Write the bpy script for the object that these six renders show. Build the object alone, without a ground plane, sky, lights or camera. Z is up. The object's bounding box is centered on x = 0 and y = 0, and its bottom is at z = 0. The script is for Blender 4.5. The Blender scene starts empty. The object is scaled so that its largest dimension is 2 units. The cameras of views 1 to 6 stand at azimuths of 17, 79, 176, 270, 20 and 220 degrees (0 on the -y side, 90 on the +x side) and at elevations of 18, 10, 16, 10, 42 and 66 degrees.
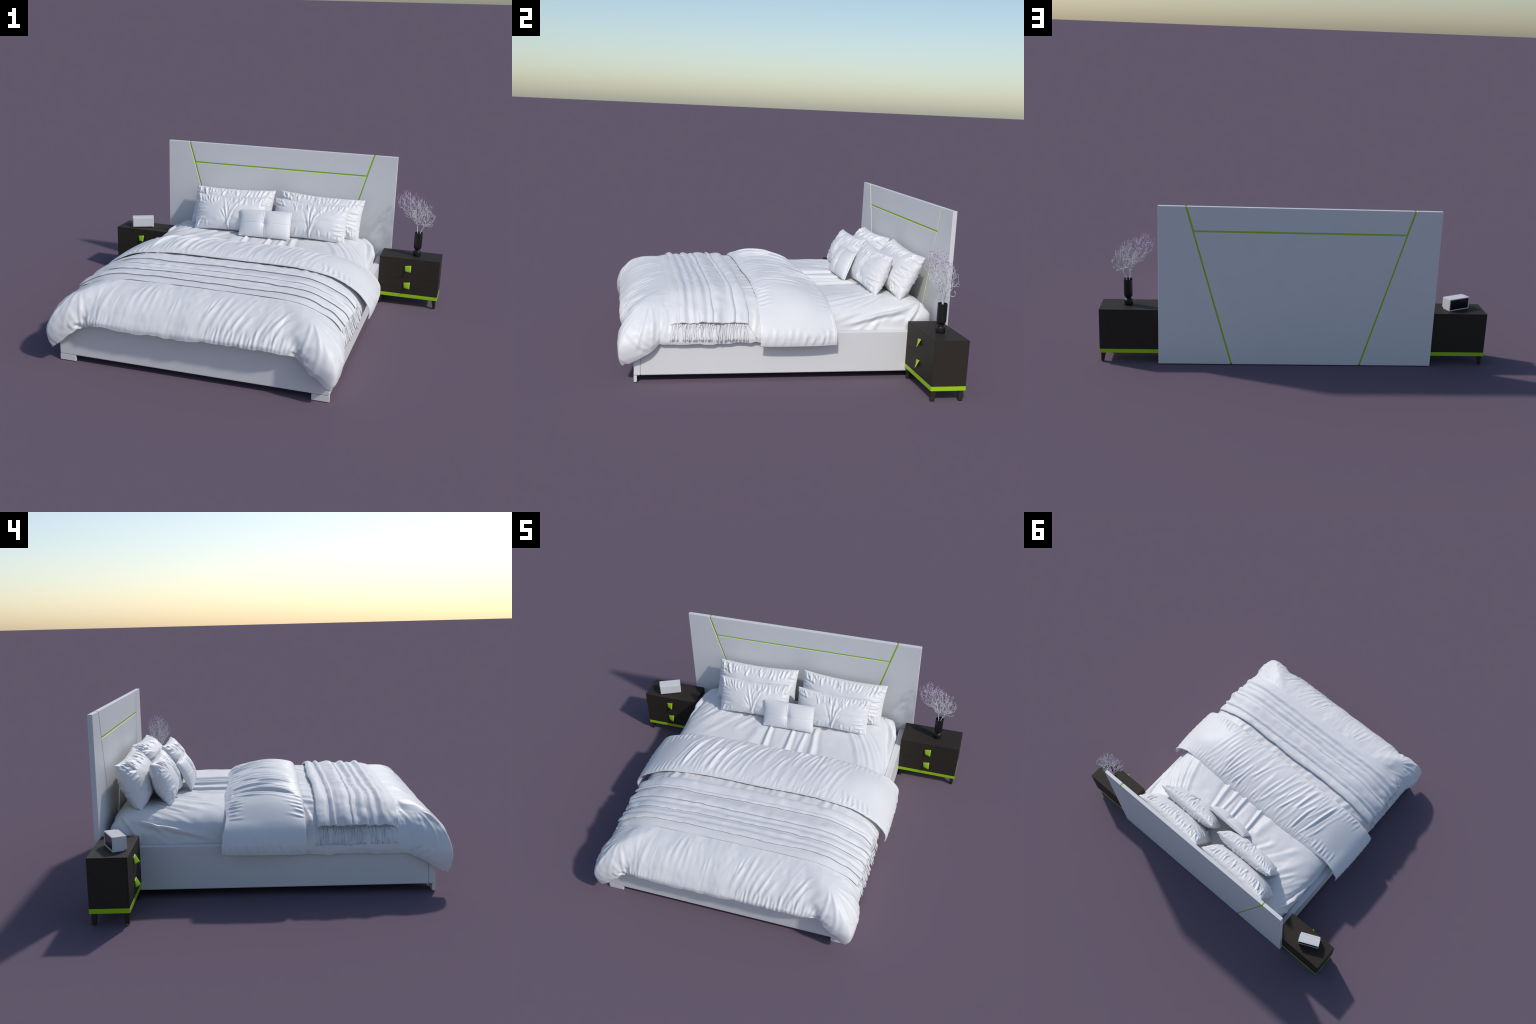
import bpy, math, random
import numpy as np
from mathutils import Vector, Matrix

rng = np.random.default_rng(7)
COL = bpy.context.scene.collection

# ------------------------------------------------------------------ materials
def new_mat(name):
    m = bpy.data.materials.new(name)
    m.use_nodes = True
    nt = m.node_tree
    return m, nt, nt.nodes["Principled BSDF"]

def surface_mat(name, colour, rough, var=0.04, scale=40.0, bump=0.0, bump_scale=400.0,
                spec=0.5, sheen=0.0, coat=0.0, bump_stretch=(1, 1, 1)):
    """Base colour with a faint noise variation and an optional fine grain bump."""
    m, nt, b = new_mat(name)
    tc = nt.nodes.new("ShaderNodeTexCoord")
    n = nt.nodes.new("ShaderNodeTexNoise")
    n.inputs["Scale"].default_value = scale
    n.inputs["Detail"].default_value = 4
    nt.links.new(tc.outputs["Object"], n.inputs["Vector"])
    r = nt.nodes.new("ShaderNodeValToRGB")
    c = np.array(colour)
    r.color_ramp.elements[0].position = 0.3
    r.color_ramp.elements[1].position = 0.7
    r.color_ramp.elements[0].color = (*(c * (1 - var)), 1)
    r.color_ramp.elements[1].color = (*np.minimum(c * (1 + var), 1), 1)
    nt.links.new(n.outputs["Fac"], r.inputs["Fac"])
    nt.links.new(r.outputs["Color"], b.inputs["Base Color"])
    b.inputs["Roughness"].default_value = rough
    b.inputs["Specular IOR Level"].default_value = spec
    b.inputs["Sheen Weight"].default_value = sheen
    b.inputs["Coat Weight"].default_value = coat
    if bump > 0:
        mp = nt.nodes.new("ShaderNodeMapping")
        mp.inputs["Scale"].default_value = bump_stretch
        nt.links.new(tc.outputs["Object"], mp.inputs["Vector"])
        n2 = nt.nodes.new("ShaderNodeTexNoise")
        n2.inputs["Scale"].default_value = bump_scale
        nt.links.new(mp.outputs["Vector"], n2.inputs["Vector"])
        bp = nt.nodes.new("ShaderNodeBump")
        bp.inputs["Strength"].default_value = bump
        bp.inputs["Distance"].default_value = 0.001
        nt.links.new(n2.outputs["Fac"], bp.inputs["Height"])
        nt.links.new(bp.outputs["Normal"], b.inputs["Normal"])
    return m

LACQUER = surface_mat("white_lacquer", (0.755, 0.755, 0.765), 0.45, 0.01, 8)
FABRIC = surface_mat("white_cotton", (0.80, 0.80, 0.815), 0.48, 0.01, 30, 0.05, 900)
SHEET = surface_mat("white_sheet", (0.79, 0.79, 0.805), 0.48, 0.01, 30, 0.05, 900)
KNIT = surface_mat("white_throw_weave", (0.78, 0.78, 0.80), 0.6, 0.015, 60, 0.1, 700, bump_stretch=(1, 3, 1))
GREEN = surface_mat("lime_green_lacquer", (0.37, 0.645, 0.006), 0.4, 0.02, 10)
WENGE = surface_mat("dark_brown_veneer", (0.0345, 0.0278, 0.0212), 0.6, 0.06, 60, 0.05, 120, spec=0.2, bump_stretch=(1, 1, 8))
BLACK = surface_mat("black_ceramic", (0.009, 0.009, 0.010), 0.45, 0.05, 60, spec=0.35)
SCREEN = surface_mat("black_glass_screen", (0.008, 0.008, 0.010), 0.12, 0.02, 10)
PLASTIC = surface_mat("white_plastic", (0.74, 0.74, 0.75), 0.4, 0.01, 20)
TWIG = surface_mat("pale_grey_bark", (0.74, 0.74, 0.76), 0.7, 0.08, 200)
BUD = surface_mat("mauve_bud", (0.42, 0.14, 0.50), 0.6, 0.15, 300)
PINE = surface_mat("pale_slat_wood", (0.45, 0.36, 0.26), 0.6, 0.08, 30)

# ------------------------------------------------------------------ mesh helpers
def link(ob, parent=None):
    COL.objects.link(ob)
    if parent is not None:
        ob.parent = parent
    return ob

def mesh_obj(name, verts, faces, mat, parent=None, smooth=False, loc=(0, 0, 0), kind=None):
    me = bpy.data.meshes.new(name)
    me.from_pydata([tuple(v) for v in verts], [], faces)
    me.update()
    if smooth:
        me.polygons.foreach_set("use_smooth", [True] * len(me.polygons))
    me.materials.append(mat)
    ob = bpy.data.objects.new(name, me)
    ob.location = loc
    if kind:
        ob["kind"] = kind
    return link(ob, parent)

def empty(name, loc, label, category):
    e = bpy.data.objects.new(name, None)
    e.location = loc
    e.empty_display_size = 0.1
    e["label"] = label
    e["category"] = category
    return link(e)

def tag(ob, label, category):
    ob["label"] = label
    ob["category"] = category

def bevel(ob, w, seg=2):
    m = ob.modifiers.new("bevel", "BEVEL")
    m.width = w
    m.segments = seg
    m.limit_method = "ANGLE"
    m.harden_normals = False
    return ob

HEX = [(0, 3, 2, 1), (4, 5, 6, 7), (0, 1, 5, 4), (1, 2, 6, 5), (2, 3, 7, 6), (3, 0, 4, 7)]
def prism(name, bottom, top, mat, parent=None, bev=0.0, loc=(0, 0, 0), seg=2):
    """Six-sided block from four bottom and four top corners (counter-clockwise from above)."""
    ob = mesh_obj(name, list(bottom) + list(top), HEX, mat, parent, loc=loc)
    if bev:
        bevel(ob, bev, seg)
    return ob

def box(name, x0, x1, y0, y1, z0, z1, mat, parent=None, bev=0.0, loc=(0, 0, 0), seg=2):
    q = [(x0, y0), (x1, y0), (x1, y1), (x0, y1)]
    return prism(name, [(*p, z0) for p in q], [(*p, z1) for p in q], mat, parent, bev, loc, seg)

def grid_faces(nu, nv, flip=False, off=0):
    i, j = np.meshgrid(np.arange(nu - 1), np.arange(nv - 1), indexing="ij")
    a = (i * nv + j + off).ravel()
    f = np.stack([a, a + nv, a + nv + 1, a + 1], 1)
    return f[:, ::-1] if flip else f

def fast_mesh(name, V, F, mat, parent=None, loc=(0, 0, 0)):
    V = np.asarray(V, np.float32); F = np.asarray(F, np.int32)
    me = bpy.data.meshes.new(name)
    me.vertices.add(len(V)); me.vertices.foreach_set("co", V.ravel())
    me.loops.add(F.size); me.loops.foreach_set("vertex_index", F.ravel())
    me.polygons.add(len(F))
    me.polygons.foreach_set("loop_start", np.arange(0, F.size, 4))
    me.polygons.foreach_set("use_smooth", np.ones(len(F), bool))
    me.update(calc_edges=True)
    me.validate()
    me.materials.append(mat)
    ob = bpy.data.objects.new(name, me)
    ob.location = loc
    return link(ob, parent)

def normals(P):
    du = np.gradient(P, axis=0); dv = np.gradient(P, axis=1)
    n = np.cross(du, dv)
    return n / np.maximum(np.linalg.norm(n, axis=2, keepdims=True), 1e-12)

def cloth(name, P, thick, mat, parent=None, flip=False, loc=(0, 0, 0)):
    """Closed sheet: outer grid P, inner grid offset by thick along the normal, rims stitched."""
    nu, nv, _ = P.shape
    N = normals(P) * (-1 if flip else 1)
    t = np.broadcast_to(thick, (nu, nv))[..., None]
    Q = P - N * t
    V = np.concatenate([P.reshape(-1, 3), Q.reshape(-1, 3)])
    F = [grid_faces(nu, nv, flip), grid_faces(nu, nv, not flip, nu * nv)]
    idx = np.arange(nu * nv).reshape(nu, nv)
    loop = np.concatenate([idx[:, 0], idx[-1, 1:], idx[-2::-1, -1], idx[0, -2:0:-1]])
    nx = np.roll(loop, -1); o = nu * nv
    rim = np.stack([loop, loop + o, nx + o, nx], 1)
    F.append(rim if not flip else rim[:, ::-1])
    return fast_mesh(name, V - np.array(loc), np.concatenate(F), mat, parent, loc)

def smoothstep(x, a, b):
    t = np.clip((x - a) / (b - a), 0, 1)
    return t * t * (3 - 2 * t)

def curve_through(pts, n=400, passes=2):
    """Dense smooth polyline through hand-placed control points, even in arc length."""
    p = np.array(pts, float)
    m = len(p)
    ext = np.vstack([2 * p[0] - p[1], p, 2 * p[-1] - p[-2]])
    out = []
    for i in range(m - 1):
        a, b, c, d = ext[i:i + 4]
        t = np.linspace(0, 1, 60, endpoint=False)[:, None]
        out.append(.5 * ((2 * b) + (c - a) * t + (2 * a - 5 * b + 4 * c - d) * t ** 2 + (3 * b - a - 3 * c + d) * t ** 3))
    q = np.vstack(out + [p[-1:]])
    s = np.concatenate([[0], np.cumsum(np.linalg.norm(np.diff(q, axis=0), axis=1))])
    u = np.linspace(0, s[-1], n)
    return np.stack([np.interp(u, s, q[:, k]) for k in range(p.shape[1])], 1)

def sample(curve, t):
    x = np.clip(t, 0, 1) * (len(curve) - 1)
    g = np.arange(len(curve))
    return [np.interp(x, g, curve[:, k]) for k in range(curve.shape[1])]

def hash2(i, j, seed):
    h = np.sin(i * 127.1 + j * 311.7 + seed * 74.7) * 43758.5453
    return h - np.floor(h)

def vnoise(x, y, seed=0):
    """Smooth 2D value noise, range about -1..1."""
    xi, yi = np.floor(x), np.floor(y)
    fx, fy = x - xi, y - yi
    fx = fx * fx * fx * (fx * (fx * 6 - 15) + 10); fy = fy * fy * fy * (fy * (fy * 6 - 15) + 10)
    a = hash2(xi, yi, seed); b = hash2(xi + 1, yi, seed)
    c = hash2(xi, yi + 1, seed); d = hash2(xi + 1, yi + 1, seed)
    return 2 * ((a * (1 - fx) + b * fx) * (1 - fy) + (c * (1 - fx) + d * fx) * fy) - 1

def crease(X, Y, x0, y0, x1, y1, width, amp, bend=0.0, taper=0.25):
    """One cloth fold: a ridge along a gently bent line with faded ends and a hollow on its flank."""
    dx, dy = x1 - x0, y1 - y0
    L = math.hypot(dx, dy)
    ux, uy = dx / L, dy / L
    a = (X - x0) * ux + (Y - y0) * uy
    c = -(X - x0) * uy + (Y - y0) * ux
    s = a / L
    c = c - bend * L * 4 * s * (1 - s) - 0.08 * width * np.sin(s * 9 + x0 * 50)
    w = width * (0.7 + 0.6 * np.clip(s, 0, 1))
    m = smoothstep(s, -0.02, taper) * (1 - smoothstep(s, 1 - taper, 1.02))
    k = c / w
    return amp * m * (np.exp(-k * k) - 0.52 * np.exp(-((k - 1.5) / 1.1) ** 2) - 0.34 * np.exp(-((k + 1.6) / 1.1) ** 2))

# ------------------------------------------------------------------ bed frame
bed = empty("bed", (0, 0, 0), "white double bed with tall headboard and green inlays", "bed")

HX0, HX1, HY0, HY1, HZ = -0.711, 0.701, 0.767, 0.789, 0.828
CX = (HX0 + HX1) / 2
GAP = 0.0043                                   # half width of an inlay groove
ST, SB = 0.569, 0.333                          # half distance of slanted seams at top and floor
def seam(z):                                   # half distance of the slanted seam at height z
    return SB + (ST - SB) * z / HZ
ZS = 0.704                                     # horizontal seam
headboard = box("headboard_inlay", HX0 + .012, HX1 - .012, HY0 + .0028, HY1 - .0028, .004, HZ - .0022, GREEN, bed)
headboard.name = "headboard"
def panel(poly):
    n = len(poly)
    v = [(CX + x, HY0, z) for x, z in poly] + [(CX + x, HY1, z) for x, z in poly]
    f = [tuple(range(n)), tuple(range(2 * n - 1, n - 1, -1))]
    f += [(i, i + n, (i + 1) % n + n, (i + 1) % n) for i in range(n)]
    return bevel(mesh_obj("headboard_panel", v, f, LACQUER, headboard), .0018, 2)
W = (HX1 - HX0) / 2
g = GAP * 1.04
panel([(-W, .001), (-seam(0) - g, .001), (-seam(HZ) - g, HZ), (-W, HZ)])
panel([(seam(0) + g, .001), (W, .001), (W, HZ), (seam(HZ) + g, HZ)])
panel([(-seam(0) + g, .001), (seam(0) - g, .001), (seam(ZS) - g, ZS - GAP), (-seam(ZS) + g, ZS - GAP)])
panel([(-seam(ZS) + g, ZS + GAP), (seam(ZS) - g, ZS + GAP), (seam(HZ) - g, HZ), (-seam(HZ) + g, HZ)])

FX, FY, FZ0, FZ1 = 0.659, -0.707, 0.031, 0.232
RT = 0.036
for s in (-1, 1):
    a, b = sorted((s * FX, s * (FX - RT)))
    box("side_rail", a, b, FY + .0305, HY0 - .001, FZ0, FZ1, LACQUER, bed, .005, seg=3)
    a, b = sorted((s * FX, s * (FX - .081)))
    box("foot", a, b, FY + .0005, FY + .0145, 0.0, FZ0 - .0012, LACQUER, bed, .0012)
box("footboard", -FX, FX, FY, FY + .03, FZ0, FZ1, LACQUER, bed, .004, seg=3)
for i in range(9):
    y = -.60 + i * .155
    box("slat", -FX + RT + .001, FX - RT - .001, y, y + .07, .12, .135, PINE, bed, .001)

# ------------------------------------------------------------------ draping rule
def drape(p, q, a0, y0, side, foot, corner, z_of, spread=31.0, lopside=1.0):
    """Cloth point (p across, q along, foot towards negative q) laid over a rounded slab.
    side, foot, corner: profiles (outward, z) from the flat top to the hem."""
    def length(c): return np.linalg.norm(np.diff(c, axis=0), axis=1).sum()
    Rx, Ry = length(side), length(foot)
    dx = np.maximum(np.abs(p) - a0, 0); dy = np.maximum(y0 - q, 0)
    t = np.maximum(dx / Rx, dy / Ry)
    th = np.arctan2(dy, dx)
    phi = np.degrees(np.arctan2(dy / Ry, dx / Rx))
    w = np.clip(1 - np.sqrt((phi - 45) ** 2 + 9) / spread + 3 / spread, 0, 1)
    w = w ** np.where(phi < 45, 1.0, 1.8)
    f = smoothstep(phi, 20, 70)
    hs, zs = sample(side, t); hf, zf = sample(foot, t); hc, zc = sample(corner, t)
    H = (1 - w) * ((1 - f) * hs + f * hf) + w * hc
    Z = (1 - w) * ((1 - f) * zs + f * zf) + w * zc
    inner = (dx <= 0) & (dy <= 0)
    sx = np.sign(p)
    x = np.where(np.abs(p) > a0, sx * (a0 + np.cos(th) * H * np.where(sx < 0, lopside, 1)), p)
    y = np.where(q < y0, y0 - np.sin(th) * H, q)
    Z = np.where(inner, side[0, 1], Z)
    base = z_of(np.clip(x, -a0, a0), np.maximum(q, y0))
    fade = 1 - smoothstep(t, 0, .6)
    return np.stack([x, y, Z + base * fade], -1), t, phi

# ------------------------------------------------------------------ mattress with its sheet
M_side = curve_through([(0, .367), (.05, .362), (.09, .352), (.13, .336), (.160, .314), (.174, .288), (.178, .26), (.176, .20)])
M_end = curve_through([(0, .367), (.06, .364), (.10, .352), (.13, .335), (.143, .31), (.146, .27), (.146, .20)])
M_corner = curve_through([(0, .367), (.08, .358), (.14, .341), (.175, .322), (.197, .298), (.20, .26), (.198, .20)])
p = np.linspace(-.745, .745, 300); q = np.linspace(-.86, .48, 300)
PP, QQ = np.meshgrid(p, q, indexing="ij")
P, t, phi = drape(PP, QQ, .445, -.60, M_side, M_end, M_corner, lambda x, y: 0.002 * (1 - (x / .445) ** 2))
P[..., 1] *= -1
D = np.zeros_like(PP)
X, Y = P[..., 0], P[..., 1]
U, Vv = PP, -QQ
for x0, y0, x1, y1, w, a in [(-.085, .43, -.075, .16, .013, .013), (.052, .43, .058, .16, .013, .013), (.128, .42, .128, .16, .012, .008),
                             (.178, .47, .212, .16, .017, .012), (-.15, .40, -.17, .16, .03, .005)]:
    D += crease(U, Vv, x0, y0, x1, y1, w, a, 0, .15)
for i in range(13):
    x0 = .30 + .035 * i + rng.uniform(-.01, .01)
    D += crease(U, Vv, x0, .60 - .012 * i, x0 + .20, .16 + .01 * i, rng.uniform(.009, .016), rng.uniform(.003, .006), .06)
for i in range(15):
    x0 = -.16 - .028 * i + rng.uniform(-.015, .015)
    l = rng.uniform(.5, 1.1)
    D += crease(U, Vv, x0, .50 + .012 * i + rng.uniform(-.03, .03), x0 - .20 * l, .50 + .012 * i - .27 * l, rng.uniform(.009, .02), rng.uniform(.0015, .0042), rng.uniform(-.06, .03))
for s in (-1, 1):                               # pulled folds running from the tucked corner along the side
    for i in range(6):
        D += crease(U, Vv, s * (.56 + .012 * i), .74 - .004 * i, s * (.655 + .01 * i), .50 - .06 * i + rng.uniform(-.03, .03), .010, .005, -.05 * s)
    D += crease(U, Vv, s * .55, .76, s * .70, .60, .012, .010, -.08 * s)
D += .0012 * vnoise(U * 22, Vv * 22, 3)
N = normals(P)
N *= np.sign(N[150, 70, 2])
P = P + N * D[..., None]
flipM = normals(P)[150, 70, 2] < 0
mattress = cloth("mattress", P, .012, SHEET, bed, flip=bool(flipM))

# ------------------------------------------------------------------ duvet
duvet = empty("duvet", (0, 0, .39), "puffy white duvet folded back near the pillows", "duvet")
A0, Y0 = .40, -.55
D_side = curve_through([(0, .386), (.06, .380), (.12, .365), (.20, .330), (.245, .295), (.275, .25), (.286, .21), (.283, .184)])
D_foot = curve_through([(0, .386), (.05, .377), (.095, .362), (.137, .340), (.174, .310), (.201, .275), (.219, .244), (.219, .219)])
D_corner = curve_through([(0, .386), (.10, .375), (.17, .360), (.235, .334), (.292, .290), (.340, .24), (.367, .18), (.361, .125), (.343, .087)])
def duvet_crown(x, y):
    return (.008 * smoothstep(y, -.45, -.05)) + .004 * (1 - (x / A0) ** 2)
def duvet_point(p, q):
    return drape(p, q, A0, Y0, D_side, D_foot, D_corner, duvet_crown, lopside=.985)

RXD = np.linalg.norm(np.diff(D_side, axis=0), axis=1).sum()
RYD = np.linalg.norm(np.diff(D_foot, axis=0), axis=1).sum()
p = np.linspace(-(A0 + RXD), A0 + RXD, 480); q = np.linspace(Y0 - RYD, .20, 360)
PP, QQ = np.meshgrid(p, q, indexing="ij")
P, t, phi = duvet_point(PP, QQ)
N = normals(P); N *= np.sign(N[240, 300, 2])
D = np.zeros_like(PP)
QF = Y0 - RYD                                   # cloth coordinate of the foot hem
DF = D; D = np.zeros_like(PP)
for i in range(20):                             # straight folds, one half of the foot drop
    x0 = -.60 + .029 * i + rng.uniform(-.012, .012)
    l = rng.uniform(.16, .30)
    D += crease(PP, QQ, x0 + .02, QF + .02 + l, x0 + rng.uniform(-.04, .05), QF + .015, rng.uniform(.006, .014), .0008 + .0034 * rng.random() ** 1.6, rng.uniform(-.05, .05))
for i in range(30):                             # slanting folds, the other half
    x0 = .00 + .021 * i + rng.uniform(-.01, .01)
    l = rng.uniform(.15, .31)
    lean = .10 + .42 * max(0, x0)
    D += crease(PP, QQ, x0 + lean * l * 2.0, QF + .02 + l, x0 + rng.uniform(-.03, .02), QF + .015, rng.uniform(.006, .014), .0008 + .0034 * rng.random() ** 1.6, rng.uniform(-.08, .02))
for i in range(56):                             # gathered stitches at the foot hem
    x0 = -.62 + .0225 * i + rng.uniform(-.006, .006)
    D += crease(PP, QQ, x0 + .012, QF + rng.uniform(.05, .11), x0, QF - .01, rng.uniform(.005, .009), rng.uniform(.0012, .003), 0, .35)
D *= smoothstep(phi, 48, 68) + (t <= 0)
DF = D; D = np.zeros_like(PP); DS = np.zeros_like(PP)
for s in (-1, 1):
    c0, c1 = s * (A0 + RXD), QF                 # cloth corner
    for i in range(3):                          # pulls across the corner pocket
        b = .10 + .035 * i
        D += crease(PP, QQ, c0 - s * .015, c1 + b + .08, c0 - s * (.14 + .02 * i), c1 + b * .6 + .05, .011, rng.uniform(.001, .003), .08 * s)
    for i in range(5):                          # folds radiating from the mattress corner
        an = math.radians(8 + 19 * i)
        x0, y0 = s * (A0 + .13), Y0 - .07
        D += crease(PP, QQ, x0 + s * .03 * math.cos(an), y0 - .03 * math.sin(an), x0 + s * .26 * math.cos(an), y0 - .24 * math.sin(an), .008, rng.uniform(.0015, .0035), .05)
    # the pinch where the foot drop turns into the corner pocket
    D -= .016 * np.exp(-((phi - 67) / 5.0) ** 2) * smoothstep(t, .6, .95) * (np.sign(PP) == s)
    for i in range(22):                         # side drop, slack folds
        y0 = -.60 + .022 * i + rng.uniform(-.008, .008)
        DS += crease(PP, QQ, s * (A0 + rng.uniform(.10, .2)), y0 + rng.uniform(-.02, .05), s * (A0 + RXD - .01), y0 - .03, .011, rng.uniform(.001, .003), .05)
D += .006 * np.exp(-((phi - 26) / 13) ** 2) * smoothstep(t, .4, .75)
DF *= np.clip(.75 + .75 * vnoise(PP * 4 + 3, QQ * 5, 41), .15, 1.3)
D += DF + DS * (1 - smoothstep(phi, 22, 38))
D += .010 * vnoise(PP * 42, QQ * 42, 8) * np.exp(-((phi - 66) / 7) ** 2) * smoothstep(t, .72, .95)
for i in range(26):                             # rumples in the strip between fold-back and throw
    x0 = -.5 + .04 * i + rng.uniform(-.015, .015)
    D += crease(PP, QQ, x0 + .04, -.06, x0 - .01, -.20, .015, rng.uniform(.001, .0035))
D += .0022 * vnoise(PP * 16, QQ * 10, 5) + .0010 * vnoise(PP * 45, QQ * 25, 6)
under = smoothstep(QQ, -.56, -.53) * (1 - smoothstep(QQ, -.235, -.20)) * (1 - smoothstep(np.abs(PP), A0 + .20, A0 + .26))
D *= 1 - .85 * under
P = P + N * D[..., None]
P[..., 2] += (.006 * vnoise(PP * 13, QQ * 13, 42) + .004 * vnoise(PP * 34, QQ * 34, 43)) * smoothstep(t, .82, 1)
edge = np.minimum(np.minimum(PP - PP.min(), PP.max() - PP), QQ - QQ.min())
th = .005 + .013 * smoothstep(edge, 0, .06)
duvet_cover = cloth("duvet_cover", P, th, FABRIC, duvet, flip=bool(normals(P)[240, 300, 2] < 0), loc=(0, 0, .39))
duvet_cover.location = (0, 0, 0)

# folded-back part
F_prof = curve_through([(0, .444), (.30, .442), (.38, .435), (.45, .423), (.55, .391), (.648, .335), (.700, .290), (.728, .248), (.733, .215), (.729, .189)])
rows = curve_through([(-.132, -.036), (-.122, -.024), (-.10, -.013), (-.06, -.004), (0, 0), (.06, -.004), (.115, -.014), (.18, -.036), (.215, -.054), (.234, -.072), (.236, -.082), (.224, -.088)], 180)
half = np.linspace(0, 1, 210)
X1, Z1 = sample(F_prof, half)
X = np.concatenate([-X1[:0:-1], X1]); Z = np.concatenate([Z1[:0:-1], Z1])
S = np.concatenate([-half[:0:-1], half])
Z = Z - np.sign(S) * .008 * smoothstep(np.abs(S), .75, 1)
nx = np.gradient(X); nz = np.gradient(Z)
ln = np.hypot(nx, nz); NX, NZ = -nz / ln, nx / ln
SL = np.linalg.norm(np.diff(F_prof, axis=0), axis=1).sum()
drop = rows[None, :, 1] * (1 - .85 * smoothstep(np.abs(S), .38, .85))[:, None]
Yr = np.broadcast_to(rows[None, :, 0], drop.shape)
drawn_in = .016 * (np.exp(-((np.abs(S) - .72) / .14) ** 2))[:, None] * smoothstep(Yr, .10, .235)
P = np.stack([X[:, None] + NX[:, None] * drop, Yr - drawn_in, Z[:, None] + NZ[:, None] * drop], -1)
SS = np.broadcast_to((S * SL)[:, None], drop.shape)
D = np.zeros_like(drop)
for i in range(46):
    x0 = -.52 + .0205 * i + rng.uniform(-.012, .012)
    k = rng.random()
    ya, yb = (.235, rng.uniform(-.12, .05)) if k < .5 else (rng.uniform(.10, .2), -.13)
    damp = 1 - .6 * float(smoothstep(np.array(x0), .15, .40))
    D += crease(SS, Yr, x0 + .035 + .12 * (ya + .13) + rng.uniform(-.02, .02), ya, x0 + .12 * (yb + .13) + rng.uniform(-.03, .02), yb, rng.uniform(.007, .012), damp * rng.uniform(.002, .0048), rng.uniform(-.06, .06))
for i in range(60):                             # gathers along the two long edges
    x0 = -.55 + .0185 * i + rng.uniform(-.006, .006)
    if rng.random() < .35: continue
    D += crease(SS, Yr, x0 + .015, rng.uniform(-.10, -.03), x0, -.14, rng.uniform(.005, .008), rng.uniform(.0006, .002), 0, .35)
    D += crease(SS, Yr, x0, .24, x0 - .01, rng.uniform(.14, .19), rng.uniform(.005, .009), rng.uniform(.001, .0025), 0, .35)
for s in (-1, 1):
    for i in range(9):
        y0 = -.11 + .038 * i + rng.uniform(-.01, .01)
        D += crease(SS, Yr, s * (SL - .003), y0, s * (SL - rng.uniform(.05, .11)), y0 + .01, .009, rng.uniform(.002, .004), 0, .4)
    for i in range(6):
        D += crease(SS, Yr, s * (.50 + .03 * i), -.14, s * (.47 + .03 * i), rng.uniform(-.08, -.03), .008, .0022, 0, .35)
        D += crease(SS, Yr, s * (.50 + .03 * i), .24, s * (.49 + .03 * i), rng.uniform(.12, .18), .008, .0022, 0, .35)
D += .002 * vnoise(SS * 14, Yr * 8, 9)
j = np.linspace(0, 1, rows.shape[0])[None, :]
D *= np.clip(.8 + .7 * vnoise(SS * 5 + 1, Yr * 6, 44), .2, 1.3)
D += .013 * np.exp(-((SS - .62) / .10) ** 2 - ((Yr - .07) / .10) ** 2)
D *= (1 - smoothstep(j, .86, .95)) * (.35 + .65 * smoothstep(j, 0, .05))
N = normals(P); N *= np.sign(N[209, 80, 2])
P = P + N * D[..., None]
P[..., 1] += (.004 * vnoise(SS * 9, Yr * 0, 12)) + .0012 * vnoise(SS * 60, Yr * 0, 13)
edge = np.minimum(np.minimum(Yr - Yr.min(), Yr.max() - Yr), (SL - np.abs(SS)))
th = .004 + .012 * smoothstep(edge, 0, .05)
fold = cloth("duvet_fold", P, th, FABRIC, duvet, flip=bool(normals(P)[209, 80, 2] < 0), loc=(0, 0, .39))
fold.location = (0, 0, 0)

# ------------------------------------------------------------------ throw blanket, pleated
throw = empty("throw_blanket", (0, -.37, .40), "pleated white throw with fringed ends", "throw blanket")
pleats = curve_through([(-.545, .003), (-.525, .0045), (-.502, .0045), (-.489, .004), (-.493, .007), (-.499, .010), (-.492, .015), (-.476, .017),
                        (-.457, .009), (-.438, .014), (-.422, .008), (-.404, .006), (-.409, .009), (-.415, .012), (-.408, .018), (-.392, .019),
                        (-.371, .010), (-.354, .016), (-.342, .010), (-.330, .008), (-.336, .011), (-.344, .014), (-.336, .020), (-.318, .022), (-.296, .016), (-.276, .010),
                        (-.258, .008), (-.264, .012), (-.268, .015), (-.259, .021), (-.249, .018), (-.243, .010), (-.239, .007), (-.232, .012), (-.220, .017), (-.203, .018), (-.190, .014), (-.186, .008), (-.193, .002)], 360)
def throw_end(sgn):                              # cloth coordinate where the woven part stops
    tt = np.linspace(0, 1, 400)
    z = sample(D_side, tt)[1]
    return A0 + RXD * float(tt[np.argmin(np.abs(z - (.272 if sgn > 0 else .292)))])
pr, pl = throw_end(1), throw_end(-1)
p = np.linspace(-pl, pr, 300)
PP = np.broadcast_to(p[:, None], (300, 360)); QB = np.broadcast_to(pleats[None, :, 0], (300, 360)); HB = np.broadcast_to(pleats[None, :, 1], (300, 360)).copy()
def end_shift(q):                               # uneven woven ends, stepping from pleat to pleat
    return .0035 * vnoise(q * 22, q * 0 + .3, 51) + .0015 * vnoise(q * 70, q * 0 + .3, 52)
PP = PP + np.sign(PP) * end_shift(QB) * smoothstep(np.abs(PP), .45, pr)
wander = .006 * vnoise(PP * 5, QB * 16, 21) + .0022 * vnoise(PP * 30, QB * 14, 22)
QW = QB + wander * smoothstep(QB, -.545, -.49)
base, t, phi = duvet_point(PP, QW)
e = 1e-3
b1, _, _ = duvet_point(PP + e, QW); b2, _, _ = duvet_point(PP, QW + e)
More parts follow.
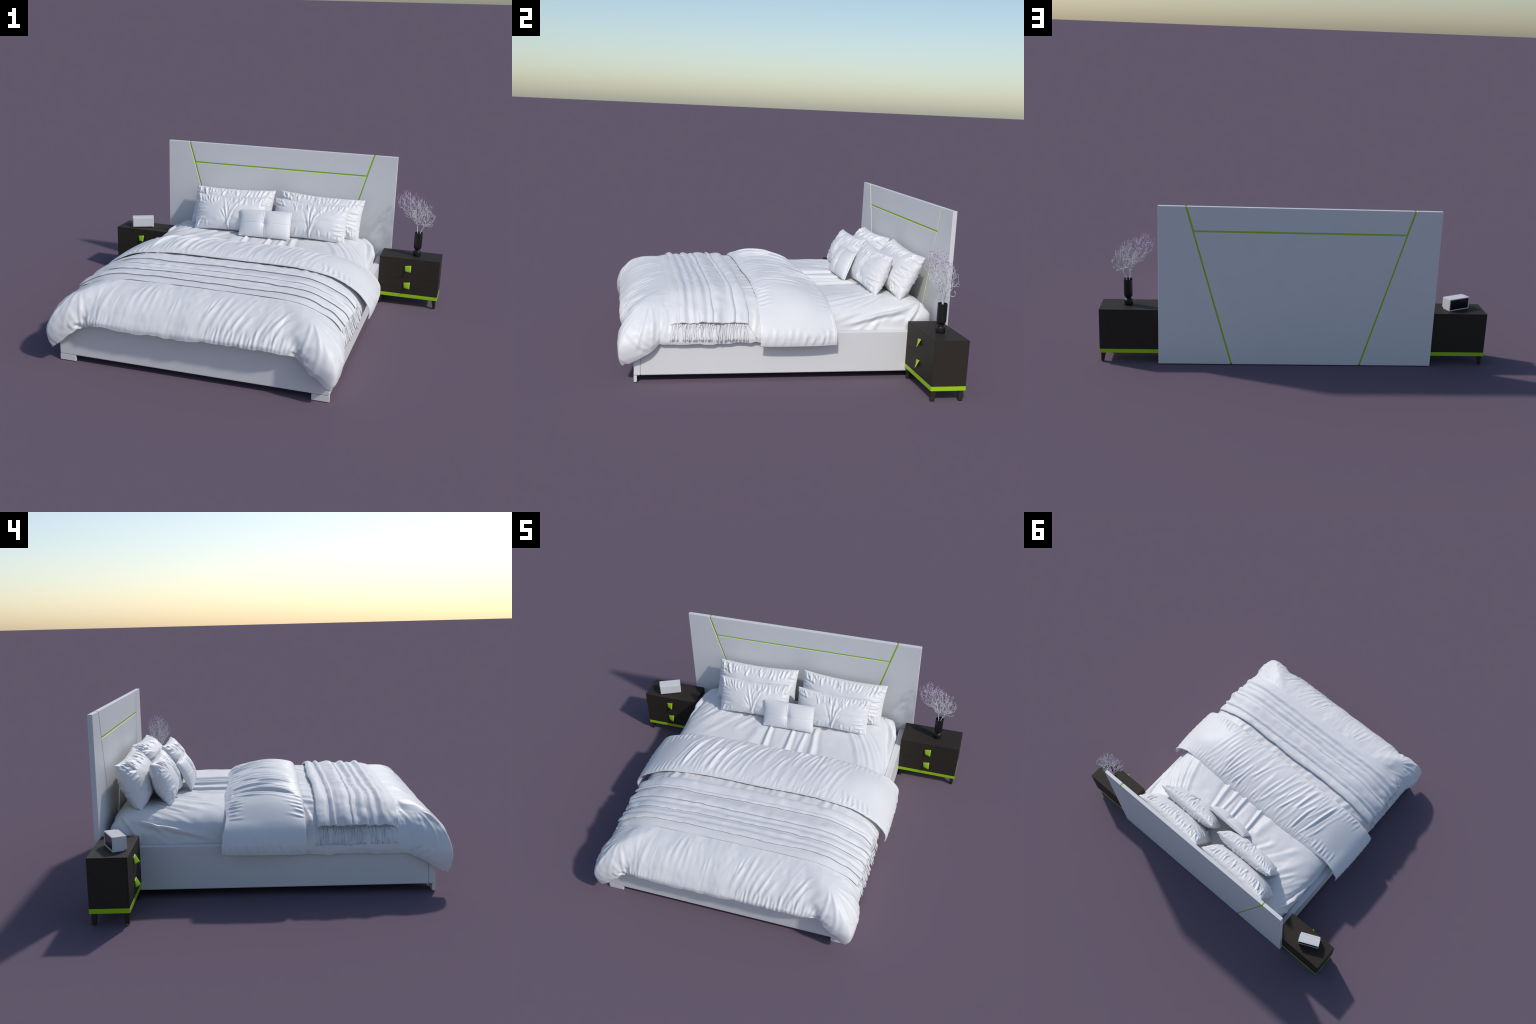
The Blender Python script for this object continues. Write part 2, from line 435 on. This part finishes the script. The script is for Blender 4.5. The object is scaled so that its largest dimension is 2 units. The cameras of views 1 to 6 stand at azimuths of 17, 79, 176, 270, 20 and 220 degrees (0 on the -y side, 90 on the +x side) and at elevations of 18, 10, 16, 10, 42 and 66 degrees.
N = np.cross(b1 - base, b2 - base); N /= np.linalg.norm(N, axis=2, keepdims=True)
HB = HB * (1 + .22 * vnoise(PP * 4, QB * 25, 23) + .10 * vnoise(PP * 24, QB * 20, 26)) + .0015 * vnoise(PP * 12, QB * 30, 24)
sides = smoothstep(np.abs(PP), .55, .64)
HB = HB * (1 + .10 * sides) + .004 * sides * vnoise(PP * 18, QB * 30, 25)
HB = np.maximum(HB, .001) + .0015 + .0045 * smoothstep(QB, -.545, -.51)
P = base + N * HB[..., None]
throw_cloth = cloth("throw_cloth", P, .0025, KNIT, throw, flip=bool(normals(P)[150, 180, 2] < 0), loc=(0, -.37, .40))
throw_cloth.location = (0, 0, 0)

def tube(path, radii, sides=6):
    """Swept round section with closed ends; returns vertices and faces."""
    path = np.asarray(path, float); n = len(path)
    T = np.gradient(path, axis=0); T /= np.maximum(np.linalg.norm(T, axis=1, keepdims=True), 1e-9)
    ref = np.array([0., 0, 1]) if abs(T[0, 2]) < .9 else np.array([1., 0, 0])
    A = np.cross(T, ref); A /= np.maximum(np.linalg.norm(A, axis=1, keepdims=True), 1e-9)
    B = np.cross(T, A)
    a = np.linspace(0, 2 * np.pi, sides, endpoint=False)
    r = np.broadcast_to(radii, (n,))
    V = path[:, None] + r[:, None, None] * (np.cos(a)[None, :, None] * A[:, None] + np.sin(a)[None, :, None] * B[:, None])
    F = []
    for i in range(n - 1):
        for j in range(sides):
            k = (j + 1) % sides
            F.append((i * sides + j, i * sides + k, (i + 1) * sides + k, (i + 1) * sides + j))
    F.append(tuple(range(sides))[::-1]); F.append(tuple((n - 1) * sides + j for j in range(sides)))
    return V.reshape(-1, 3), F

tassel_meshes = []
for k in range(7):
    s = np.linspace(0, 1, 9)
    L = .078 + .004 * rng.uniform(-1, 1)
    path = np.stack([.0015 * np.sin(s * 4 + k), .003 * np.sin(s * 2.5 + 2 * k) * s, -s * L], 1)
    v, f = tube(path, .0020 + .0008 * s ** 3, 6)
    me = bpy.data.meshes.new("tassel"); me.from_pydata([tuple(a) for a in v], [], f); me.update()
    me.polygons.foreach_set("use_smooth", [True] * len(me.polygons)); me.materials.append(KNIT)
    tassel_meshes.append(me)
for sgn, pe in ((1, pr), (-1, pl)):
    n = 66
    for i in range(n):
        qq = -.541 + (.352 * i / (n - 1)) + rng.uniform(-.0022, .0022)
        pe2 = pe + float(end_shift(np.array([qq]))[0])
        a, _, _ = duvet_point(np.array([sgn * (pe2 - .005)]), np.array([qq]))
        b, _, _ = duvet_point(np.array([sgn * (pe2 + .072)]), np.array([qq]))
        a, b = a[0], b[0]
        d = (b - a) / np.linalg.norm(b - a)
        d[0] -= sgn * .07
        d[1] += rng.normal(0, .09) if rng.random() > .06 else rng.choice([-.6, .6])
        ob = bpy.data.objects.new("tassel", tassel_meshes[int(rng.integers(7))])
        ob.rotation_euler = Vector(d).to_track_quat("-Z", "Y").to_euler()
        out = (.008 if sgn > 0 else .006) + float(np.interp(qq, np.sort(pleats[:, 0]), pleats[np.argsort(pleats[:, 0]), 1])) * .5 * rng.uniform(.3, 1)
        ob.location = Vector((a[0] + sgn * out, a[1], a[2])) - throw.location
        link(ob, throw)

# ------------------------------------------------------------------ pillows
def pillow(name, c, front, back, seed, fan=None, inset=(.03, .045), mat=FABRIC, edge_amp=.0042, n=170, rumple=1.0, top_runs=26):
    """Stuffed pillow between four corners c = TL, TR, BR, BL: two bulging sides meeting in a seam,
    waisted edges, gathers running in from the seam, optional fan of folds rising from the lower edge."""
    r = np.random.default_rng(seed)
    TL, TR, BR, BL = [np.array(k, float) for k in c]
    g = np.linspace(-1, 1, n)
    g = np.sin(g * np.pi / 2) * .55 + g * .45
    U, V = np.meshgrid(g, g, indexing="ij")
    iu = 1 - inset[0] * (1 - V ** 2) ** 1.0
    iv = 1 - inset[1] * (1 - U ** 2) ** 1.0
    u, v = U * iu, V * iv
    a, b = (u[..., None] + 1) / 2, (v[..., None] + 1) / 2
    flat = (1 - b) * ((1 - a) * BL + a * BR) + b * ((1 - a) * TL + a * TR)
    ax = (TR - TL + BR - BL); up = (TL - BL + TR - BR)
    Wd, Ht = np.linalg.norm(ax) / 2, np.linalg.norm(up) / 2
    nrm = np.cross(ax, up); nrm /= np.linalg.norm(nrm)      # towards the foot of the bed
    if nrm[1] > 0: nrm = -nrm
    Xm, Ym = U * Wd / 2, V * Ht / 2
    env = np.clip((1 - np.abs(U) ** 2.8) * (1 - V ** 2), 0, 1)
    body = env ** .53 * (1 - .14 * V)
    rim = 1 - np.maximum(np.abs(U), np.abs(V))
    near = smoothstep(rim, 0, .11)
    def gathers(amp, density):
        D = np.zeros_like(U)
        hw, hh = Wd / 2, Ht / 2
        for i in range(int(top_runs * density)):
            x = r.uniform(-.92, .92) * hw
            for sg in ((1, -1) if (fan is None or i % 3 == 0) else (1,)):
                l = r.uniform(.10, .34) * Ht
                D += crease(Xm, Ym, x, sg * hh, x * .93 + r.uniform(-.02, .02), sg * (hh - l), r.uniform(.0045, .0075), amp * r.uniform(.5, 1.2), r.uniform(-.1, .1), .3)
        for i in range(int(12 * density)):
            y = r.uniform(-.9, .9) * hh
            for sg in (1, -1):
                l = r.uniform(.06, .20) * Wd
                D += crease(Xm, Ym, sg * hw, y, sg * (hw - l), y * .9 + r.uniform(-.015, .015), r.uniform(.0045, .0075), amp * r.uniform(.3, .8), r.uniform(-.1, .1), .3)
        return D
    Df = gathers(edge_amp, 1.0 * rumple)
    Db = gathers(edge_amp, 1.3 * rumple)
    if fan is not None:
        fx, fy = fan[0] * Wd / 2, -Ht / 2 * .97
        for k in np.linspace(-1, 1, 10):
            a2 = math.radians(90 + fan[1] - 21 * k + r.uniform(-2, 2))
            l0, l1 = -.04 * Ht, r.uniform(.62, .95) * Ht
            Df += crease(Xm, Ym, fx + l0 * math.cos(a2), fy + l0 * math.sin(a2), fx + l1 * math.cos(a2) * .8, fy + l1 * math.sin(a2), .0052, r.uniform(.0030, .0050), .05 * k, .16)
        Df -= .012 * np.exp(-(((Xm - fx) / .04) ** 2 + ((Ym - fy) / .07) ** 2))
    Df += .0025 * vnoise(U * 4 + seed, V * 4, seed)
    Db += .0025 * vnoise(U * 4 + seed, V * 4, seed + 1)
    wob = .004 * vnoise(U * 14, V * 10, seed + 2)
    flat = flat + (wob * (1 - near))[..., None] * nrm
    A = flat + nrm * ((front * body) + Df * near)[..., None]
    B = flat - nrm * ((back * body) + Db * near)[..., None]
    nv = n * n
    keep = np.arange(nv).reshape(n, n)
    idx = keep + nv
    border = np.zeros((n, n), bool); border[[0, -1], :] = True; border[:, [0, -1]] = True
    idx = np.where(border, keep, idx)
    F1 = grid_faces(n, n)
    F2 = idx.ravel()[grid_faces(n, n, True)]
    V3 = np.concatenate([A.reshape(-1, 3), B.reshape(-1, 3)])
    used = np.zeros(2 * nv, bool); F = np.concatenate([F1, F2]); used[F.ravel()] = True
    remap = np.cumsum(used) - 1
    V3 = V3[used]; F = remap[F]
    org = (BL + BR) / 2
    # outward winding
    n0 = np.cross(A[1, 0] - A[0, 0], A[0, 1] - A[0, 0])
    mid = n // 2
    nn = np.cross(A[mid + 1, mid] - A[mid, mid], A[mid, mid + 1] - A[mid, mid])
    if nn @ nrm < 0: F = F[:, ::-1]
    return fast_mesh(name, V3 - org, F, mat, None, tuple(org))

B1 = pillow("pillow", [(.029, .722, .587), (.539, .714, .573), (.531, .598, .353), (.027, .600, .358)], .082, .066, 31, inset=(.03, .10), top_runs=40)
B2 = pillow("pillow", [(-.502, .720, .572), (-.001, .714, .583), (-.001, .602, .357), (-.506, .612, .355)], .082, .066, 32, inset=(.03, .10), top_runs=40)
B3 = pillow("pillow", [(.040, .566, .577), (.477, .568, .566), (.470, .490, .360), (.040, .486, .365)], .064, .058, 33, fan=(.06, -3), inset=(.035, .10), edge_amp=.0036)
B4 = pillow("pillow", [(-.444, .568, .562), (-.004, .573, .573), (-.004, .488, .366), (-.435, .485, .364)], .064, .058, 34, fan=(.02, 3), inset=(.035, .10), edge_amp=.0036)
for ob in (B1, B2): tag(ob, "large plump white bed pillow with gathered seams", "pillow")
for ob in (B3, B4): tag(ob, "smaller white bed pillow with fanned creases", "pillow")

# tufted cushion: front and back quilted faces round a flat boxed border
def cushion():
    n = 150
    TL, TR, BR, BL = [np.array(k) for k in [(-.138, .474, .512), (.161, .468, .523), (.166, .411, .379), (-.130, .409, .376)]]
    g = np.linspace(-1, 1, n)
    U, V = np.meshgrid(g, g, indexing="ij")
    u = U * (1 - .012 * (1 - V ** 2)); v = V * (1 - .02 * (1 - U ** 2))
    a, b = (u[..., None] + 1) / 2, (v[..., None] + 1) / 2
    flat = (1 - b) * ((1 - a) * BL + a * BR) + b * ((1 - a) * TL + a * TR)
    nrm = np.cross(TR - TL, TL - BL); nrm /= np.linalg.norm(nrm)
    if nrm[1] > 0: nrm = -nrm
    env = np.clip((1 - U ** 2) * (1 - V ** 2), 0, 1) ** .55
    R = np.hypot(U * 1.9, V)
    hgt = .036 * env
    hgt = hgt - .005 * np.exp(-(R / .26) ** 2) - .004 * np.exp(-(R / .09) ** 2)
    hgt -= .013 * np.exp(-(np.abs(U) / .15) ** 1.15) * (1 - .45 * np.abs(V) ** 1.5) * env ** .35
    hgt -= .0022 * np.exp(-(V / .02) ** 2) * env ** .3
    for k in range(18):
        an = 2 * math.pi * k / 18 + .15
        hgt += crease(U * 1.9, V, .06 * math.cos(an), .06 * math.sin(an), .5 * math.cos(an), .45 * math.sin(an), .022, .0006 * abs(math.sin(an)) ** 2, 0, .3)
    for k in range(7):
        hgt += crease(U, V, -.05 + .016 * k, 1, -.04 + .012 * k, .35, .016, .0014) + crease(U, V, -.05 + .016 * k, -1, -.04 + .012 * k, -.3, .016, .0014)
    border = .0045
    front = flat + nrm * (border + hgt)[..., None]
    back = flat - nrm * (border + .016 * env)[..., None]
    Vv = np.concatenate([front.reshape(-1, 3), back.reshape(-1, 3)])
    F = [grid_faces(n, n), grid_faces(n, n, True, n * n)]
    idx = np.arange(n * n).reshape(n, n)
    loop = np.concatenate([idx[:, 0], idx[-1, 1:], idx[-2::-1, -1], idx[0, -2:0:-1]]); nx = np.roll(loop, -1)
    F.append(np.stack([loop, loop + n * n, nx + n * n, nx], 1))
    F = np.concatenate(F)
    m = n // 2
    if np.cross(front[m + 1, m] - front[m, m], front[m, m + 1] - front[m, m]) @ nrm < 0: F = F[:, ::-1]
    org = (BL + BR) / 2
    ob = fast_mesh("cushion", Vv - org, F, FABRIC, None, tuple(org))
    tag(ob, "small tufted white cushion with centre button", "cushion")
    # welts along the two seams and the centre button
    for sgn, face in ((1, front), (-1, back)):
        path = np.concatenate([face[:, 0], face[-1, 1:], face[-2::-1, -1], face[0, -2:0:-1]])
        path = np.concatenate([path, path[:1]])[::2]
        v3, f3 = tube(path - org, .0022, 6)
        mesh_obj("welt", v3, f3, FABRIC, ob, True)
    c = front[m, m] + nrm * .003
    s = np.linspace(0, np.pi, 9); ring = []
    path = [c - org - nrm * .003 * math.cos(k) for k in s]
    v3, f3 = tube(path, np.maximum(.0042 * np.sin(s), .0003), 14)
    mesh_obj("button", v3, f3, FABRIC, ob, True)
cushion()

# ------------------------------------------------------------------ nightstands
def nightstand(cx):
    e = empty("nightstand", (cx, .685, 0), "dark brown two-drawer nightstand with lime green plinth", "nightstand")
    hw, y0, y1 = .170, .602 - .685, .768 - .685
    zt, zb, zp = .2835, .0705, .0500
    box("cabinet", -hw, hw, y0 + .0055, y1, zb, zt - .0045, WENGE, e, .0008)
    box("cabinet_top", -hw, hw, y0, y1, zt - .0042, zt, WENGE, e, .0010)
    box("plinth", -hw - .0005, hw + .0005, y0 - .0005, y1 + .0005, zp, zb - .0003, GREEN, e, .0008)
    for z0, z1, hz in ((.1650, zt - .0044, .1985), (zb + .0003, .1642, .0975)):
        d = box("drawer", -hw, hw, y0, y0 + .0052, z0, z1, WENGE, e, .0003)
        # twisted pull: three corners lie on the drawer, the fourth swings out as a lip
        yf = y0 - .0030
        g8 = np.linspace(0, 1, 8)
        UU, WW = np.meshgrid(g8, g8, indexing="ij")
        c4 = [np.array(k) for k in ((-.0245, yf, hz + .0415), (.0115, yf, hz + .0475), (.0115, yf - .0200, hz + .0125), (-.0205, yf - .003, hz + .0105))]
        a8, b8 = UU[..., None], WW[..., None]
        pull = (1 - b8) * ((1 - a8) * c4[3] + a8 * c4[2]) + b8 * ((1 - a8) * c4[0] + a8 * c4[1])
        hdl = cloth("handle", pull, .0035, GREEN, d, flip=bool(normals(pull)[4, 4, 1] > 0))
    for sx in (-1, 1):
        for sy in (-1, 1):
            xo = sx * (hw - .006); ya = (y0 + .005) if sy < 0 else (y1 - .007)
            def q(x_in, y_in, z):
                xs = sorted((xo, xo - sx * x_in)); ys = sorted((ya, ya - sy * y_in))
                return [(xs[0], ys[0], z), (xs[1], ys[0], z), (xs[1], ys[1], z), (xs[0], ys[1], z)]
            prism("leg", q(.014, .019, 0), q(.023, .023, zp - .0003), WENGE, e, .0025)
    return e
nightstand(.830)
nightstand(-.829)

# ------------------------------------------------------------------ vase with twigs
VX, VY, VZ = .8605, .684, .2836
vase = empty("vase", (VX, VY, VZ), "black waisted vase holding pale twigs with mauve buds", "vase")
prof = curve_through([(.0005, .0003), (.018, .0003), (.0218, .003), (.0226, .010), (.0224, .022), (.0205, .029), (.0155, .0335), (.0118, .0365),
                      (.0150, .040), (.0198, .0465), (.0222, .056), (.0226, .070), (.0226, .130), (.0224, .1368), (.0213, .1372), (.0206, .134), (.0204, .07), (.0160, .048), (.0005, .044)], 120)
ns = 48
a = np.linspace(0, 2 * np.pi, ns, endpoint=False)
V = np.stack([prof[:, 0:1] * np.cos(a), prof[:, 0:1] * np.sin(a), prof[:, 1:2] + 0 * a], -1).reshape(-1, 3)
F = [(i * ns + j, i * ns + (j + 1) % ns, (i + 1) * ns + (j + 1) % ns, (i + 1) * ns + j) for i in range(len(prof) - 1) for j in range(ns)]
mesh_obj("vessel", V, F, BLACK, vase, True)

tw = np.random.default_rng(12)
org = np.array([VX, VY, VZ])
def grow(start, mids, n_tips, crown_c, crown_r):
    """One branch: a main stem, then shoots that each leave the closest lower node, swing outwards and climb to a tip."""
    stem = curve_through([start] + mids, 14)
    nodes = [(k, .0028 - .0008 * i / 13, 0.0) for i, k in enumerate(stem)]   # position, radius, way from the stem
    V, F, off, tips = [], [], 0, []
    v, f = tube(stem - org, np.linspace(.0030, .0023, 14), 7)
    V.append(v); F += [tuple(np.array(k) + off) for k in f]; off += len(v)
    targets = []
    while len(targets) < n_tips:
        d = tw.uniform(-1, 1, 3)
        if np.linalg.norm(d) > 1: continue
        k = crown_c + d[0] * crown_r[0] * np.array([-.80, 0, .60]) + d[1] * crown_r[1] * np.array([0, 1, 0]) + d[2] * crown_r[2] * np.array([.60, 0, .80])
        targets.append(k)
    targets.sort(key=lambda k: np.linalg.norm(k - stem[-1]))
    for tgt in targets:
        best, bd = None, 9
        for pos, rad, age in nodes[7:]:
            d = np.linalg.norm(tgt - pos) + max(0, pos[2] - tgt[2] + .02) * 3 + .50 * age
            if d < bd: bd, best = d, (pos, rad, age)
        pos, rad, age = best
        L = np.linalg.norm(tgt - pos)
        if L < .012: continue
        side = np.array([tgt[0] - pos[0], tgt[1] - pos[1], 0]) * .30 + tw.normal(0, .09 * L, 3)
        side[2] -= .10 * L
        c = [pos, pos + (tgt - pos) * .33 + side, pos + (tgt - pos) * .7 + side * .7 + tw.normal(0, .06 * L, 3), tgt]
        m = max(5, int(L / .006))
        path = curve_through(c, m)
        path[1:] += tw.normal(0, .0011, (m - 1, 3))
        r0 = max(rad * .85, .00076)
        rr = np.linspace(r0, max(r0 * .65, .00055), m)
        v, f = tube(path - org, rr, 4)
        V.append(v); F += [tuple(np.array(k) + off) for k in f]; off += len(v)
        for i in range(2, m):
            nodes.append((path[i], rr[i], age + L * i / m))
        tips.append(path[-1])
    return np.concatenate(V), F, tips
C = np.array([.838, .676, .570]); R = np.array([.112, .070, .066])
tips = []
for start, mids, cc, rr in (
        ((.856, .686, .37), [(.853, .685, .42), (.850, .684, .447), (.852, .682, .468)], C + [-.016, .0, .012], R),
        ((.862, .683, .37), [(.868, .683, .42), (.882, .681, .450), (.893, .680, .470)], C + [.016, 0, -.012], R)):
    v, f, tp = grow(np.array(start), [np.array(k) for k in mids], 170, cc, rr)
    mesh_obj("branch", v, f, TWIG, vase, True)
    tips += tp
bv, bf, off = [], [], 0
for k in tips:
    if k[2] + .8 * (.84 - k[0]) < .575 + tw.uniform(-.02, .06): continue
    s = np.linspace(0, np.pi, 5); rad = tw.uniform(.0014, .0023)
    path = np.stack([np.zeros(5), np.zeros(5), -np.cos(s) * rad * 1.2], 1) + k - org
    v, f = tube(path, np.maximum(np.sin(s) * rad, .0002), 6)
    bv.append(v); bf += [tuple(np.array(q) + off) for q in f]; off += len(v)
mesh_obj("bud", np.concatenate(bv), bf, BUD, vase, True, kind="stuff")

# ------------------------------------------------------------------ clock
clock = empty("clock", (-.8555, .6775, .2836), "small white box clock with dark screen", "alarm clock")
clock.rotation_euler = (0, 0, math.atan2(.056, .120))
hw, hd, hz = .0655, .0250, .0630
box("housing", -hw, hw, -hd, hd - .004, .0002, hz, PLASTIC, clock, .0015)
# raised rim round the screen
rim = .0045
for x0, x1, z0, z1 in ((-hw, hw, hz - rim, hz), (-hw, hw, .0002, rim), (-hw, -hw + rim, rim + .0002, hz - rim - .0002), (hw - rim, hw, rim + .0002, hz - rim - .0002)):
    box("screen_rim", x0, x1, hd - .0038, hd, z0, z1, PLASTIC, clock, .0006)
box("screen", -hw + rim + .0003, hw - rim - .0003, hd - .0036, hd - .0026, rim + .0004, hz - rim - .0004, SCREEN, clock)
box("cover_plate", -hw + .003, hw - .003, -hd - .0120, -hd - .0004, .0060, hz - .0012, PLASTIC, clock, .0015)
